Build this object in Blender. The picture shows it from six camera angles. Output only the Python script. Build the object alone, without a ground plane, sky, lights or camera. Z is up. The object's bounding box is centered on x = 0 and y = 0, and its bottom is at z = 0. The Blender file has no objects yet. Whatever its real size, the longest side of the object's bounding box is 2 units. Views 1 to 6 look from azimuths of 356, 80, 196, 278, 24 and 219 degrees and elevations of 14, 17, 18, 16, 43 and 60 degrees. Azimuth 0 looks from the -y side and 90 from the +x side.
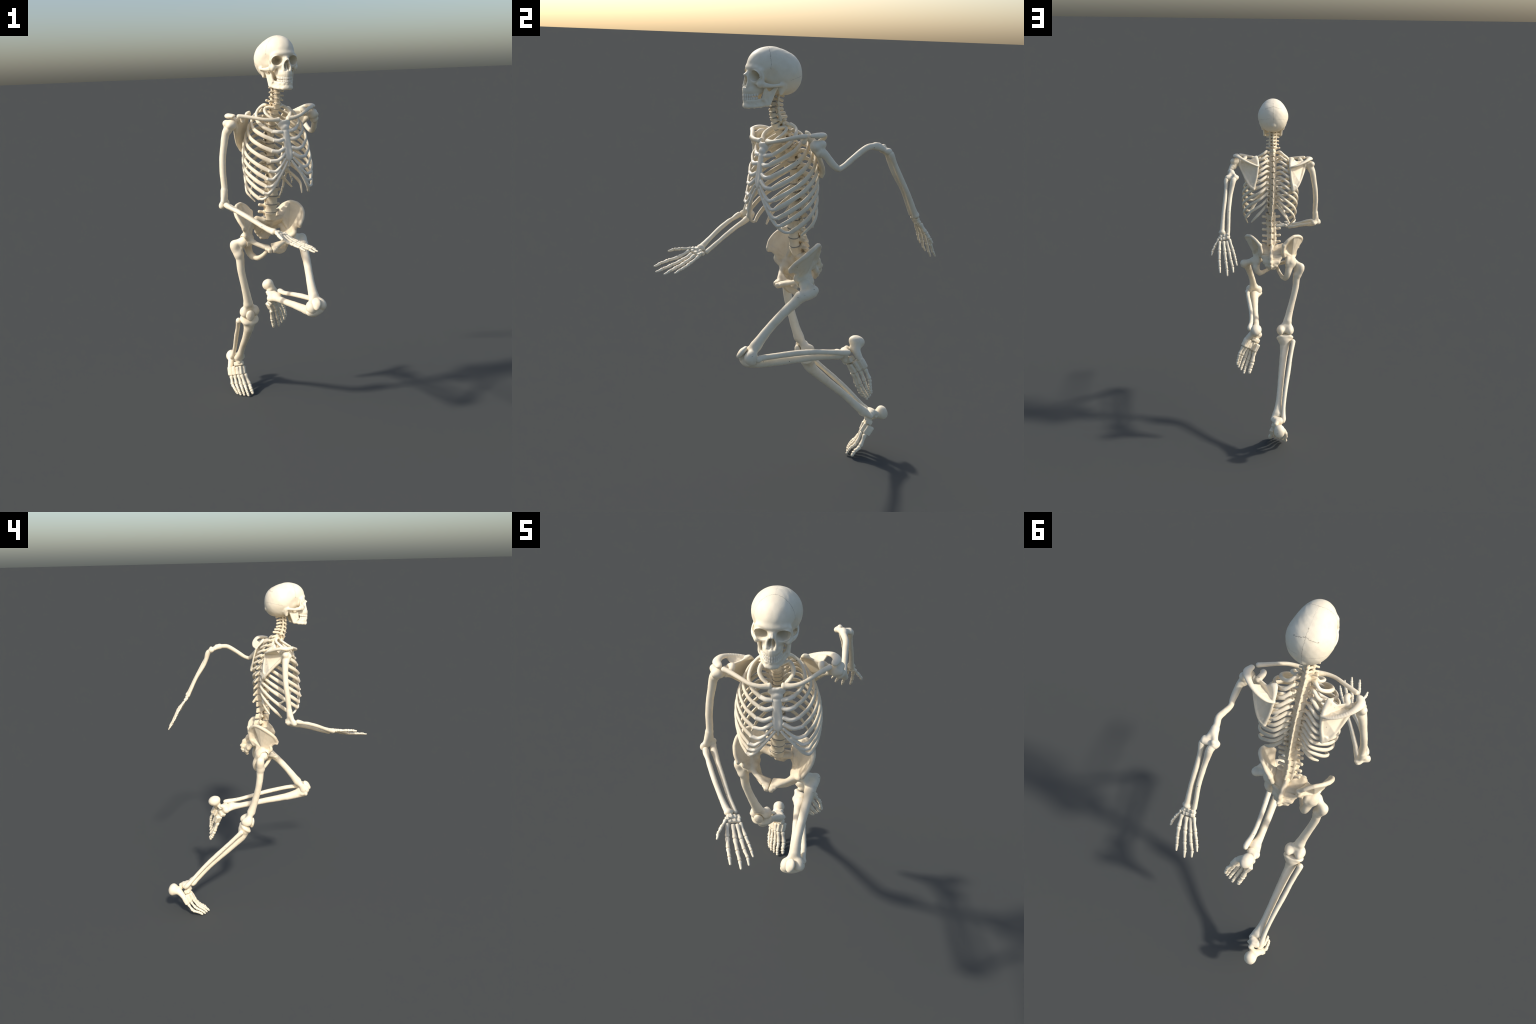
# A running human skeleton, built bone by bone.
# Solid bones are modelled as smooth blends of tubes, ellipsoids, plates and rounded boxes (signed
# distances sampled on a grid and skinned with surface nets); ribs, cartilages, fingers and toes are lofts.
import bpy, math, random
import numpy as np
from mathutils import Matrix, Vector

random.seed(7)
A = np.array


def norm(v):
    v = np.asarray(v, float)
    return v / np.linalg.norm(v)


# ------------------------------------------------------------------ frames
def frame(yaw, roll, origin):
    """columns: forward, left, up; the skeleton faces -y"""
    y, r = math.radians(yaw), math.radians(roll)
    f = A([math.sin(y), -math.cos(y), 0.0])
    l = A([math.cos(y), math.sin(y), 0.0])
    z = A([0, 0, 1.0])
    M = np.eye(4)
    M[:3, 0], M[:3, 1], M[:3, 2], M[:3, 3] = f, l * math.cos(r) + z * math.sin(r), -l * math.sin(r) + z * math.cos(r), origin
    return M


HEAD = frame(17.5, 0.0, (0.041, -0.128, 1.88))
CHEST = frame(23.5, 3.0, (0.0013, 0.0006, 1.5))
PELVIS = frame(9.5, -2.0, (-0.010, 0.0, 1.06))


def put(M, p):
    p = np.asarray(p, float)
    return p @ M[:3, :3].T + M[:3, 3]


def flip(p):
    return np.asarray(p, float) * A([1, -1, 1])


# ------------------------------------------------------------------ curves
def spline(pts, n):
    """Catmull-Rom through pts (any row width), n samples per span"""
    P = np.asarray(pts, float)
    P = np.vstack([2 * P[0] - P[1], P, 2 * P[-1] - P[-2]])
    out = []
    for i in range(1, len(P) - 2):
        a, b, c, d = P[i - 1], P[i], P[i + 1], P[i + 2]
        for t in np.linspace(0, 1, n, endpoint=False):
            out.append(0.5 * (2 * b + (c - a) * t + (2 * a - 5 * b + 4 * c - d) * t * t + (3 * b - a - 3 * c + d) * t ** 3))
    out.append(P[-2])
    return A(out)


# ------------------------------------------------------------------ distance fields
class Field:
    def __init__(self, lo, hi, h):
        self.h = h
        self.lo = np.asarray(lo, float)
        n = np.ceil((np.asarray(hi, float) - self.lo) / h).astype(int) + 1
        self.ax = [self.lo[i] + h * np.arange(n[i]) for i in range(3)]
        self.D = np.full(n, 1.0, np.float32)

    def box(self, lo, hi, pad):
        sl = []
        for i in range(3):
            a = int(np.clip(np.floor((lo[i] - pad - self.lo[i]) / self.h), 0, len(self.ax[i])))
            b = int(np.clip(np.ceil((hi[i] + pad - self.lo[i]) / self.h) + 1, 0, len(self.ax[i])))
            sl.append(slice(a, b))
        x, y, z = (self.ax[i][sl[i]].astype(np.float32) for i in range(3))
        return tuple(sl), x[:, None, None], y[None, :, None], z[None, None, :]

    def mix(self, sl, d, k, cut):
        a = self.D[sl]
        if a.size == 0:
            return
        if cut:
            a, d = -a, d
        if k > 0:
            q = np.maximum(k - np.abs(a - d), 0) / k
            r = np.minimum(a, d) - q * q * k * 0.25
        else:
            r = np.minimum(a, d)
        self.D[sl] = -r if cut else r

    # every shape: k = blend radius, cut = carve instead of add
    def tube(self, pts, rad, k=0.004, n=4, cut=False, squash=None):
        rad = [rad] * len(pts) if np.isscalar(rad) else list(rad)
        P = np.hstack([np.asarray(pts, float), np.asarray(rad, float)[:, None]])
        P = spline(P, n) if len(P) > 2 else P
        r = P[:, 3].max()
        sl, x, y, z = self.box(P[:, :3].min(0), P[:, :3].max(0), r + k + 3 * self.h)
        d = None
        if squash is not None:
            nx, s = norm(squash[0]), 1.0 / squash[1] - 1.0
        for p, q in zip(P[:-1], P[1:]):
            v = (q - p)[:3]
            L = max(v @ v, 1e-12)
            px, py, pz = x - p[0], y - p[1], z - p[2]
            t = np.clip((px * v[0] + py * v[1] + pz * v[2]) / L, 0, 1)
            ex, ey, ez = px - t * v[0], py - t * v[1], pz - t * v[2]
            if squash is not None:
                w = (ex * nx[0] + ey * nx[1] + ez * nx[2]) * s
                ex, ey, ez = ex + w * nx[0], ey + w * nx[1], ez + w * nx[2]
            e = np.sqrt(ex * ex + ey * ey + ez * ez) - (p[3] + t * (q[3] - p[3]))
            d = e if d is None else np.minimum(d, e)
        if squash is not None:
            d = d * squash[1] ** 0.5
        self.mix(sl, d, k, cut)

    def ell(self, c, r, k=0.004, R=None, cut=False):
        c, r = np.asarray(c, float), np.asarray([r] * 3 if np.isscalar(r) else r, float)
        m = r if R is None else np.full(3, r.max())
        sl, x, y, z = self.box(c - m, c + m, k + 3 * self.h)
        x, y, z = x - c[0], y - c[1], z - c[2]
        if R is not None:
            R = np.asarray(R, float)
            x, y, z = (x * R[0, i] + y * R[1, i] + z * R[2, i] for i in range(3))
        k0 = np.sqrt((x / r[0]) ** 2 + (y / r[1]) ** 2 + (z / r[2]) ** 2)
        k1 = np.sqrt((x / r[0] ** 2) ** 2 + (y / r[1] ** 2) ** 2 + (z / r[2] ** 2) ** 2)
        self.mix(sl, k0 * (k0 - 1) / np.maximum(k1, 1e-6), k, cut)

    def drum(self, c, a, b, hh, rnd=0.003, waist=0.0, k=0.004):
        """elliptic drum along z with a narrowed waist"""
        m = A([a, b, hh])
        c = np.asarray(c, float)
        sl, x, y, z = self.box(c - m, c + m, k + 3 * self.h)
        x, y, z = x - c[0], y - c[1], z - c[2]
        w = 1 - waist * (1 - np.minimum(np.abs(z) / hh, 1) ** 2)
        q = (np.sqrt((x / a) ** 2 + (y / b) ** 2) - w) * min(a, b) + rnd
        e = np.abs(z) - hh + rnd
        d = np.sqrt(np.maximum(q, 0) ** 2 + np.maximum(e, 0) ** 2) + np.minimum(np.maximum(q, e), 0) - rnd
        self.mix(sl, d, k, False)

    def block(self, c, half, R=None, rnd=0.003, k=0.003, cut=False):
        c, half = np.asarray(c, float), np.asarray(half, float)
        m = half if R is None else np.full(3, np.linalg.norm(half))
        sl, x, y, z = self.box(c - m, c + m, k + 3 * self.h)
        x, y, z = x - c[0], y - c[1], z - c[2]
        if R is not None:
            R = np.asarray(R, float)
            x, y, z = (x * R[0, i] + y * R[1, i] + z * R[2, i] for i in range(3))
        q = [np.abs(v) - half[i] + rnd for i, v in enumerate((x, y, z))]
        d = np.sqrt(sum(np.maximum(v, 0) ** 2 for v in q)) + np.minimum(np.maximum(np.maximum(q[0], q[1]), q[2]), 0) - rnd
        self.mix(sl, d, k, cut)

    def sheet(self, tris, th, k=0.004):
        """rounded triangular plates of half thickness th, joined edge to edge before they are blended in"""
        P = A([np.asarray(p, float) for t in tris for p in t])
        sl, x, y, z = self.box(P.min(0), P.max(0), th + k + 3 * self.h)
        p = np.stack(np.broadcast_arrays(x, y, z), -1).astype(np.float32)
        d = None
        for a, b, c in tris:
            e = self.leaf(p, *(np.asarray(q, float) for q in (a, b, c))) - th
            d = e if d is None else np.minimum(d, e)
        self.mix(sl, d, k, False)

    def plate(self, a, b, c, th, k=0.004):
        self.sheet([(a, b, c)], th, k)

    def leaf(self, p, a, b, c):
        n = np.cross(b - a, c - a)

        def edge(u, v):
            w = v - u
            t = np.clip(((p - u) @ w) / (w @ w), 0, 1)
            e = p - u - t[..., None] * w
            return (e * e).sum(-1), ((p - u) @ np.cross(w, n)) < 0

        d0, i0 = edge(a, b)
        d1, i1 = edge(b, c)
        d2, i2 = edge(c, a)
        inside = (i0 & i1 & i2)
        dn = ((p - a) @ n) ** 2 / (n @ n)
        return np.sqrt(np.where(inside, dn, np.minimum(np.minimum(d0, d1), d2)))

    def fan(self, hub, rim, th, k=0.004):
        self.sheet([(hub, a, b) for a, b in zip(rim[:-1], rim[1:])], th, k)

    def ripple(self, amp, freq):
        x, y, z = self.ax[0][:, None, None] * freq, self.ax[1][None, :, None] * freq, self.ax[2][None, None, :] * freq
        self.D += (amp * (np.sin(x + 1.7 * np.sin(y * 0.8)) * np.sin(y * 1.1 + 1.3 * np.sin(z)) + 0.5 * np.sin(2.3 * z + x * 1.9) * np.sin(2.1 * y + 1))).astype(np.float32)

    def mesh(self, mirror=False):
        D, lo = self.D, self.lo.copy()
        if mirror:                       # grid starts at y = 0: reflect it
            D = np.concatenate([D[:, :0:-1], D], 1)
            lo[1] = -(self.D.shape[1] - 1) * self.h
        S = D < 0
        C = sum(S[i:D.shape[0] - 1 + i, j:D.shape[1] - 1 + j, k:D.shape[2] - 1 + k].astype(np.int8) for i in (0, 1) for j in (0, 1) for k in (0, 1))
        act = (C > 0) & (C < 8)
        idx = np.argwhere(act)
        P, cnt = np.zeros((len(idx), 3)), np.zeros(len(idx))
        corners = [(i, j, k) for i in (0, 1) for j in (0, 1) for k in (0, 1)]
        val = {c: D[idx[:, 0] + c[0], idx[:, 1] + c[1], idx[:, 2] + c[2]].astype(float) for c in corners}
        for c in corners:
            for a in range(3):
                if c[a]:
                    continue
                e = list(c)
                e[a] = 1
                va, vb = val[c], val[tuple(e)]
                m = (va < 0) != (vb < 0)
                t = va[m] / (va[m] - vb[m])
                q = np.tile(A(c, float), (m.sum(), 1))
                q[:, a] = t
                P[m] += q
                cnt[m] += 1
        V = (idx + P / cnt[:, None]) * self.h + lo
        vid = np.full(act.shape, -1, np.int64)
        vid[act] = np.arange(len(idx))
        quads = []
        for a in range(3):
            b, c = (a + 1) % 3, (a + 2) % 3
            s0 = [slice(1, -1)] * 3
            s1 = [slice(1, -1)] * 3
            s0[a], s1[a] = slice(0, -1), slice(1, None)
            p0, p1 = S[tuple(s0)], S[tuple(s1)]
            g = np.argwhere(p0 != p1)
            if not len(g):
                continue
            sign = p0[tuple(g.T)]
            off = np.ones(3, int)
            off[a] = 0
            g = g + off
            db, dc = np.eye(3, dtype=int)[b], np.eye(3, dtype=int)[c]
            f = np.stack([vid[tuple(q.T)] for q in (g - db - dc, g - dc, g, g - db)], 1)
            f[~sign] = f[~sign][:, ::-1]
            quads.append(f)
        F = np.concatenate(quads)
        return V, F[(F >= 0).all(1)]


def relax(V, F, times=1, w=0.5):
    """light smoothing that keeps volume (Taubin)"""
    a = np.concatenate([F[:, i] for i in range(4)] + [F[:, (i + 1) % 4] for i in range(4)])
    b = np.concatenate([F[:, (i + 1) % 4] for i in range(4)] + [F[:, i] for i in range(4)])
    n = np.maximum(np.bincount(a, minlength=len(V)), 1)[:, None]
    for it in range(times * 2):
        S = np.stack([np.bincount(a, V[b, c], len(V)) for c in range(3)], 1)
        V = V + (w if it % 2 == 0 else -w * 1.04) * (S / n - V)
    return V


def mirrored(V, F):
    return V * A([1, -1, 1]), F[:, ::-1]


# ------------------------------------------------------------------ lofts
def loft(P, ru, rv, hint, seg=14, caps=5):
    """tube through the points P with half axes ru (along the frame's u) and rv; hint gives v per point"""
    P, ru, rv = np.asarray(P, float), np.asarray(ru, float), np.asarray(rv, float)
    T = np.gradient(P, axis=0)
    T /= np.linalg.norm(T, axis=1)[:, None]
    hint = np.broadcast_to(np.asarray(hint, float), P.shape)
    N = hint - (hint * T).sum(1)[:, None] * T
    N /= np.linalg.norm(N, axis=1)[:, None]
    U = np.cross(T, N)
    rings = []

    def ring(p, u, v, a, b):
        th = np.linspace(0, 2 * math.pi, seg, endpoint=False)
        return p + np.outer(np.cos(th) * a, u) + np.outer(np.sin(th) * b, v)

    for s in range(caps):                                    # rounded start
        t = math.pi / 2 * (s + 0.3) / caps
        rings.append(ring(P[0] - T[0] * rv[0] * math.cos(t) * 0.7, U[0], N[0], ru[0] * math.sin(t), rv[0] * math.sin(t)))
    for i in range(len(P)):
        rings.append(ring(P[i], U[i], N[i], ru[i], rv[i]))
    for s in range(caps):
        t = math.pi / 2 * (caps - s - 0.7) / caps
        rings.append(ring(P[-1] + T[-1] * rv[-1] * math.cos(t) * 0.7, U[-1], N[-1], ru[-1] * math.sin(t), rv[-1] * math.sin(t)))
    V = np.vstack(rings)
    n = len(rings)
    F = []
    for i in range(n - 1):
        for j in range(seg):
            k = (j + 1) % seg
            F.append((i * seg + j, i * seg + k, (i + 1) * seg + k, (i + 1) * seg + j))
    return V, [tuple(range(seg))[::-1]] + F + [tuple((n - 1) * seg + j for j in range(seg))]


# ------------------------------------------------------------------ materials
def bone_material(name, base, stain, tint=0.35, specks=True, rough=0.55, sutures=False, streak=(1, 1, 1)):
    m = bpy.data.materials.new(name)
    m.use_nodes = True
    nt = m.node_tree
    N, L = nt.nodes, nt.links
    bsdf = N["Principled BSDF"]
    bsdf.inputs["Roughness"].default_value = rough
    if "Specular IOR Level" in bsdf.inputs:
        bsdf.inputs["Specular IOR Level"].default_value = 0.3
    tc = N.new("ShaderNodeTexCoord")
    mp = N.new("ShaderNodeMapping")
    mp.inputs["Scale"].default_value = streak
    L.new(tc.outputs["Object"], mp.inputs["Vector"])

    def noise(scale, detail=4, rough_=0.6):
        n = N.new("ShaderNodeTexNoise")
        n.inputs["Scale"].default_value = scale
        n.inputs["Detail"].default_value = detail
        n.inputs["Roughness"].default_value = rough_
        L.new(mp.outputs["Vector"], n.inputs["Vector"])
        return n

    def ramp(src, a, b):
        r = N.new("ShaderNodeMapRange")
        r.inputs["From Min"].default_value = a
        r.inputs["From Max"].default_value = b
        L.new(src, r.inputs["Value"])
        return r.outputs["Result"]

    def mixc(fac, a, b):
        x = N.new("ShaderNodeMix")
        x.data_type = "RGBA"
        for s, v in ((x.inputs["Factor"], fac), (x.inputs["A"], a), (x.inputs["B"], b)):
            if isinstance(v, bpy.types.NodeSocket):
                L.new(v, s)
            else:
                s.default_value = v
        return x.outputs["Result"]

    def math_(op, a, b=0.0):
        x = N.new("ShaderNodeMath")
        x.operation = op
        for s, v in zip(x.inputs, (a, b)):
            if isinstance(v, bpy.types.NodeSocket):
                L.new(v, s)
            else:
                s.default_value = v
        return x.outputs[0]

    col = lambda c: (*c, 1.0)
    patches = ramp(noise(22, 5, 0.65).outputs["Fac"], 0.45, 0.75)
    c = mixc(math_("MULTIPLY", patches, tint), col(base), col(stain))
    fine = ramp(noise(190, 3, 0.7).outputs["Fac"], 0.55, 0.8)
    c = mixc(math_("MULTIPLY", fine, tint * 0.5), c, col([v * 0.72 for v in stain]))
    if specks:                                           # sparse dark pits
        vo = N.new("ShaderNodeTexVoronoi")
        vo.inputs["Scale"].default_value = 42
        L.new(tc.outputs["Object"], vo.inputs["Vector"])
        near = math_("LESS_THAN", math_("ADD", vo.outputs["Distance"], math_("MULTIPLY", noise(400).outputs["Fac"], 0.08)), 0.125)
        sep = N.new("ShaderNodeSeparateColor")
        L.new(vo.outputs["Color"], sep.inputs[0])
        rare = math_("GREATER_THAN", sep.outputs[0], 0.86)
        c = mixc(math_("MULTIPLY", math_("MULTIPLY", near, rare), 0.85), c, (0.05, 0.042, 0.035, 1))
    if sutures:                                          # hairline skull sutures in the head's own frame
        xyz = N.new("ShaderNodeSeparateXYZ")
        L.new(tc.outputs["Object"], xyz.inputs[0])
        x, y, z = xyz.outputs
        ay = math_("ABSOLUTE", y)
        wig = math_("MULTIPLY", math_("SUBTRACT", noise(130, 3, 0.7).outputs["Fac"], 0.5), 0.012)
        thin = lambda d, w: math_("SUBTRACT", 1.0, ramp(math_("ABSOLUTE", math_("ADD", d, wig)), w * 0.4, w))
        above = lambda s, v: math_("GREATER_THAN", s, v)
        below = lambda s, v: math_("LESS_THAN", s, v)
        cor = math_("SUBTRACT", x, math_("ADD", 0.030, math_("MULTIPLY", ay, 0.22)))
        cor = math_("MULTIPLY", thin(cor, 0.0011), above(z, 0.036))
        sag = math_("MULTIPLY", math_("MULTIPLY", thin(y, 0.0009), above(z, 0.03)), math_("MULTIPLY", below(x, 0.028), 0.3))
        occ = math_("MULTIPLY", math_("MULTIPLY", thin(y, 0.001), below(x, -0.06)), above(z, -0.02))
        lam = math_("SUBTRACT", z, math_("SUBTRACT", 0.086, math_("MULTIPLY", ay, 0.30)))
        lam = math_("MULTIPLY", math_("MULTIPLY", thin(lam, 0.0012), below(x, -0.045)), below(ay, 0.048))
        squ = math_("SUBTRACT", z, math_("SUBTRACT", -0.012, math_("MULTIPLY", x, 0.25)))
        squ = math_("MULTIPLY", math_("MULTIPLY", thin(squ, 0.001), below(x, -0.035)), math_("MULTIPLY", above(ay, 0.02), 0.6))
        s = cor
        for o in (sag, occ, lam, squ):
            s = math_("MAXIMUM", s, o)
        c = mixc(math_("MULTIPLY", s, 0.62), c, (0.20, 0.15, 0.10, 1))
    L.new(c, bsdf.inputs["Base Color"])
    bump = N.new("ShaderNodeBump")
    bump.inputs["Strength"].default_value = 0.25
    bump.inputs["Distance"].default_value = 0.0012
    h = math_("ADD", noise(260, 4, 0.7).outputs["Fac"], noise(60, 3).outputs["Fac"])
    L.new(h, bump.inputs["Height"])
    L.new(bump.outputs["Normal"], bsdf.inputs["Normal"])
    return m


IVORY, TAN = (0.88, 0.775, 0.585), (0.64, 0.49, 0.31)
BONE = bone_material("ivory_bone", IVORY, TAN)
SKULL = bone_material("skull_bone", (0.89, 0.795, 0.61), TAN, tint=0.25, sutures=True, specks=False)
SPINE = bone_material("spine_bone", (0.81, 0.69, 0.495), (0.55, 0.41, 0.25), tint=0.45, specks=False)
PELV = bone_material("pelvis_bone", (0.85, 0.735, 0.54), (0.60, 0.45, 0.28), tint=0.45)
CART = bone_material("cartilage_pale", (0.86, 0.785, 0.64), (0.62, 0.54, 0.42), tint=0.3, specks=False, rough=0.45)
DISC = bone_material("disc_grey", (0.30, 0.28, 0.24), (0.22, 0.19, 0.15), specks=False)
ENAMEL = bone_material("tooth_enamel", (0.87, 0.80, 0.66), (0.55, 0.45, 0.30), tint=0.5, specks=False, rough=0.3)

# ------------------------------------------------------------------ objects
scene = bpy.context.scene
root = bpy.data.objects.new("human_skeleton", None)
scene.collection.objects.link(root)
root["label"] = "ivory human skeleton running in mid stride"
root["category"] = "skeleton"


def make_mesh(name, V, F, mat):
    me = bpy.data.meshes.new(name)
    if isinstance(F, np.ndarray):
        me.vertices.add(len(V))
        me.vertices.foreach_set("co", np.asarray(V, np.float32).ravel())
        me.loops.add(F.size)
        me.loops.foreach_set("vertex_index", F.astype(np.int32).ravel())
        me.polygons.add(len(F))
        me.polygons.foreach_set("loop_start", np.arange(0, F.size, F.shape[1], dtype=np.int32))
        me.update(calc_edges=True)
    else:
        me.from_pydata([tuple(v) for v in V], [], F)
    me.polygons.foreach_set("use_smooth", np.ones(len(me.polygons), bool))
    me.materials.append(mat)
    me.validate()
    me.update()
    return me


def add(name, V, F, mat, parent=None, M=None):
    """V in world space when M is None (origin set to the middle), else in the frame M"""
    V = np.asarray(V, float)
    if M is None:
        M = np.eye(4)
        M[:3, 3] = (V.min(0) + V.max(0)) / 2
        V = V - M[:3, 3]
    return place(name, make_mesh(name, V, F, mat), M, parent)


def place(name, me, M, parent=None):
    ob = bpy.data.objects.new(name, me)
    scene.collection.objects.link(ob)
    p = parent or root
    ob.parent = p
    ob.matrix_parent_inverse = Matrix(world_of[p.name].tolist()).inverted() if p.name in world_of else Matrix()
    ob.matrix_basis = Matrix(np.asarray(M).tolist())
    world_of[ob.name] = np.asarray(M, float)
    return ob


world_of = {}


def pair(name, V, F, mat, M, parent=None):
    """a left bone given in a body frame, and its mirror image"""
    a = add(name, put(M, V), F, mat, parent)
    V2, F2 = mirrored(V, F) if isinstance(F, np.ndarray) else (flip(V), [f[::-1] for f in F])
    b = add(name, put(M, V2), F2, mat, parent)
    return a, b


# ================================================================== HEAD
def build_skull():
    s = Field((-0.135, 0.0, -0.085), (0.145, 0.105, 0.135), 0.00165)
    s.ell((-0.032, 0, 0.0215), (0.0865, 0.0905, 0.0850), 0)
    s.ell((0.000, 0, 0.037), (0.076, 0.078, 0.0815), 0.015)
    s.ell((0.036, 0, 0.0445), (0.0750, 0.066, 0.0715), 0.022)
    s.ell((-0.064, 0, -0.006), (0.049, 0.066, 0.052), 0.022)
    s.ell((-0.025, 0, -0.026), (0.072, 0.058, 0.038), 0.022)
    s.ell((-0.112, 0, -0.022), (0.006, 0.010, 0.008), 0.012)                        # inion
    s.ell((0.058, 0.089, 0.004), (0.034, 0.027, 0.034), 0.016, cut=True)            # temporal fossa
    s.ell((0.030, 0.083, -0.047), (0.034, 0.022, 0.017), 0.012, cut=True)
    s.tube([(-0.012, 0.060, -0.034), (-0.007, 0.059, -0.055)], [0.016, 0.0095], 0.012)   # mastoid
    s.tube([(-0.014, 0.074, -0.022), (0.006, 0.0785, -0.0225), (0.028, 0.0790, -0.0255), (0.050, 0.0735, -0.0265), (0.068, 0.064, -0.0240)],
           [0.0080, 0.0068, 0.0062, 0.0075, 0.0105], 0.008, squash=((0, 1, 0.0), 0.66))                           # zygomatic arch
    s.ell((0.083, 0.055, -0.022), (0.014, 0.011, 0.014), 0.008)                     # cheek bone
    s.tube([(0.077, 0.061, -0.018), (0.0755, 0.0640, 0.006), (0.0825, 0.0560, 0.027)], [0.0075, 0.0050, 0.0058], 0.007)
    s.tube([(0.081, 0.0535, 0.029), (0.0940, 0.042, 0.037), (0.1025, 0.024, 0.038), (0.1055, 0.0, 0.038)], [0.0058, 0.0056, 0.0060, 0.0065], 0.015)
    s.ell((0.082, 0, -0.030), (0.036, 0.036, 0.036), 0.012)                         # upper jaw
    s.ell((0.094, 0, -0.050), (0.0345, 0.0325, 0.017), 0.010)
    s.ell((0.066, 0.018, -0.040), (0.026, 0.020, 0.026), 0.01)
    s.tube([(0.078, 0.056, -0.017), (0.092, 0.042, -0.018), (0.101, 0.026, -0.014), (0.106, 0.016, 0.0)], [0.008, 0.0065, 0.006, 0.006], 0.008)
    s.tube([(0.105, 0.008, 0.026), (0.112, 0.011, 0.006), (0.116, 0.0155, -0.014), (0.119, 0.016, -0.032)], [0.006, 0.0055, 0.0048, 0.006], 0.006)
    s.tube([(0.107, 0.0, 0.024), (0.117, 0.002, 0.0155), (0.125, 0.003, 0.0115)], [0.006, 0.0048, 0.0036], 0.006)
    s.plate((0.107, 0.009, 0.015), (0.124, 0.004, 0.010), (0.113, 0.012, -0.004), 0.0025, 0.004)
    s.tube([(0.092, 0.0385, 0.009), (0.070, 0.033, 0.009), (0.046, 0.020, 0.010)], [0.0250, 0.0215, 0.012], 0.006)   # walls of the eye sockets
    # openings
    s.tube([(0.122, 0.0395, 0.007), (0.094, 0.0385, 0.009), (0.072, 0.031, 0.0095), (0.048, 0.019, 0.010)], [0.0250, 0.0235, 0.0185, 0.0080], 0.003, cut=True, squash=((0, 0.12, 1), 0.86))
    s.ell((0.120, 0.0072, -0.017), (0.030, 0.0066, 0.0135), 0.002, cut=True)
    s.ell((0.124, 0.0046, -0.004), (0.026, 0.0042, 0.012), 0.002, cut=True)
    s.ell((0.117, 0.035, -0.032), (0.014, 0.011, 0.012), 0.007, cut=True)           # canine fossa
    s.ell((0.116, 0.0, -0.0335), (0.010, 0.003, 0.003), 0.004)                      # nasal spine
    s.ell((0.020, 0.055, -0.058), (0.020, 0.010, 0.014), 0.008, cut=True)
    s.ell((-0.020, 0.0, -0.072), (0.016, 0.014, 0.014), 0.005, cut=True)            # foramen
    for i in range(7):                                                              # root bulges over the teeth
        f, l, _ = arch(0.005 + 0.0092 * i, 0.1315)
        s.tube([(f - 0.0045, l, -0.042), (f - 0.0052, l * 0.97, -0.060)], 0.0036, 0.008)
    s.tube([(0.1260, 0, -0.041), (0.1255, 0, -0.060)], 0.0040, 0.006)
    s.ripple(0.0003, 90.0)
    V, F = s.mesh(mirror=True)
    return add("skull", relax(V, F), F, SKULL, M=HEAD)


def arch(sarc, front):
    """point and outward angle on the dental arch at arc length sarc from the middle (left side)"""
    a, b = 0.060, 0.0315
    th, step = 0.0, 0.002
    while sarc > 0:
        ds = math.hypot(a * math.sin(th), b * math.cos(th)) * step
        th += step
        sarc -= ds
    return front - a + a * math.cos(th), b * math.sin(th), math.atan2(a * math.sin(th), b * math.cos(th))


def build_jaw(skull):
    s = Field((-0.005, 0.0, -0.130), (0.142, 0.068, -0.020), 0.0015)
    low = [(0.1180, 0.0, -0.111), (0.1125, 0.017, -0.1115), (0.096, 0.029, -0.110), (0.070, 0.039, -0.107), (0.046, 0.0475, -0.101)]
    top = [(0.121, 0.0, -0.090), (0.115, 0.015, -0.090), (0.099, 0.0265, -0.089), (0.080, 0.0325, -0.087), (0.064, 0.042, -0.082)]
    s.tube(low, [0.0065, 0.0065, 0.0055, 0.0052, 0.0055], 0.006)
    s.tube(top, [0.0052, 0.0052, 0.005, 0.005, 0.0045], 0.006)
    for a, b, c, d in zip(low[:-1], low[1:], top[:-1], top[1:]):
        s.plate(a, b, c, 0.0048, 0.005)
        s.plate(b, d, c, 0.0048, 0.005)
    gon, con, cor, fr = (0.038, 0.0505, -0.098), (0.013, 0.056, -0.036), (0.058, 0.0525, -0.038), (0.063, 0.046, -0.080)
    mid = (0.042, 0.052, -0.056)
    for tri in ((gon, low[4], fr), (gon, fr, mid), (gon, mid, con), (fr, cor, mid)):
        s.plate(*tri, 0.0038, 0.005)
    s.tube([low[4], gon, (0.026, 0.053, -0.070), con], [0.006, 0.006, 0.0052, 0.006], 0.006)
    s.tube([fr, (0.062, 0.051, -0.058), cor], [0.0045, 0.004, 0.003], 0.006)
    s.ell(con, (0.006, 0.010, 0.006), 0.006)
    s.ell((0.1190, 0.0, -0.108), (0.0065, 0.016, 0.009), 0.008)
    s.ell((0.1135, 0.0165, -0.1110), (0.0060, 0.008, 0.0060), 0.006)
    s.ell((0.104, 0.0375, -0.104), (0.003, 0.0028, 0.0022), 0.002, cut=True)        # mental hole
    s.ripple(0.0003, 90.0)
    V, F = s.mesh(mirror=True)
    return add("jaw", put(HEAD, relax(V, F)), F, SKULL, skull)


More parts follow.
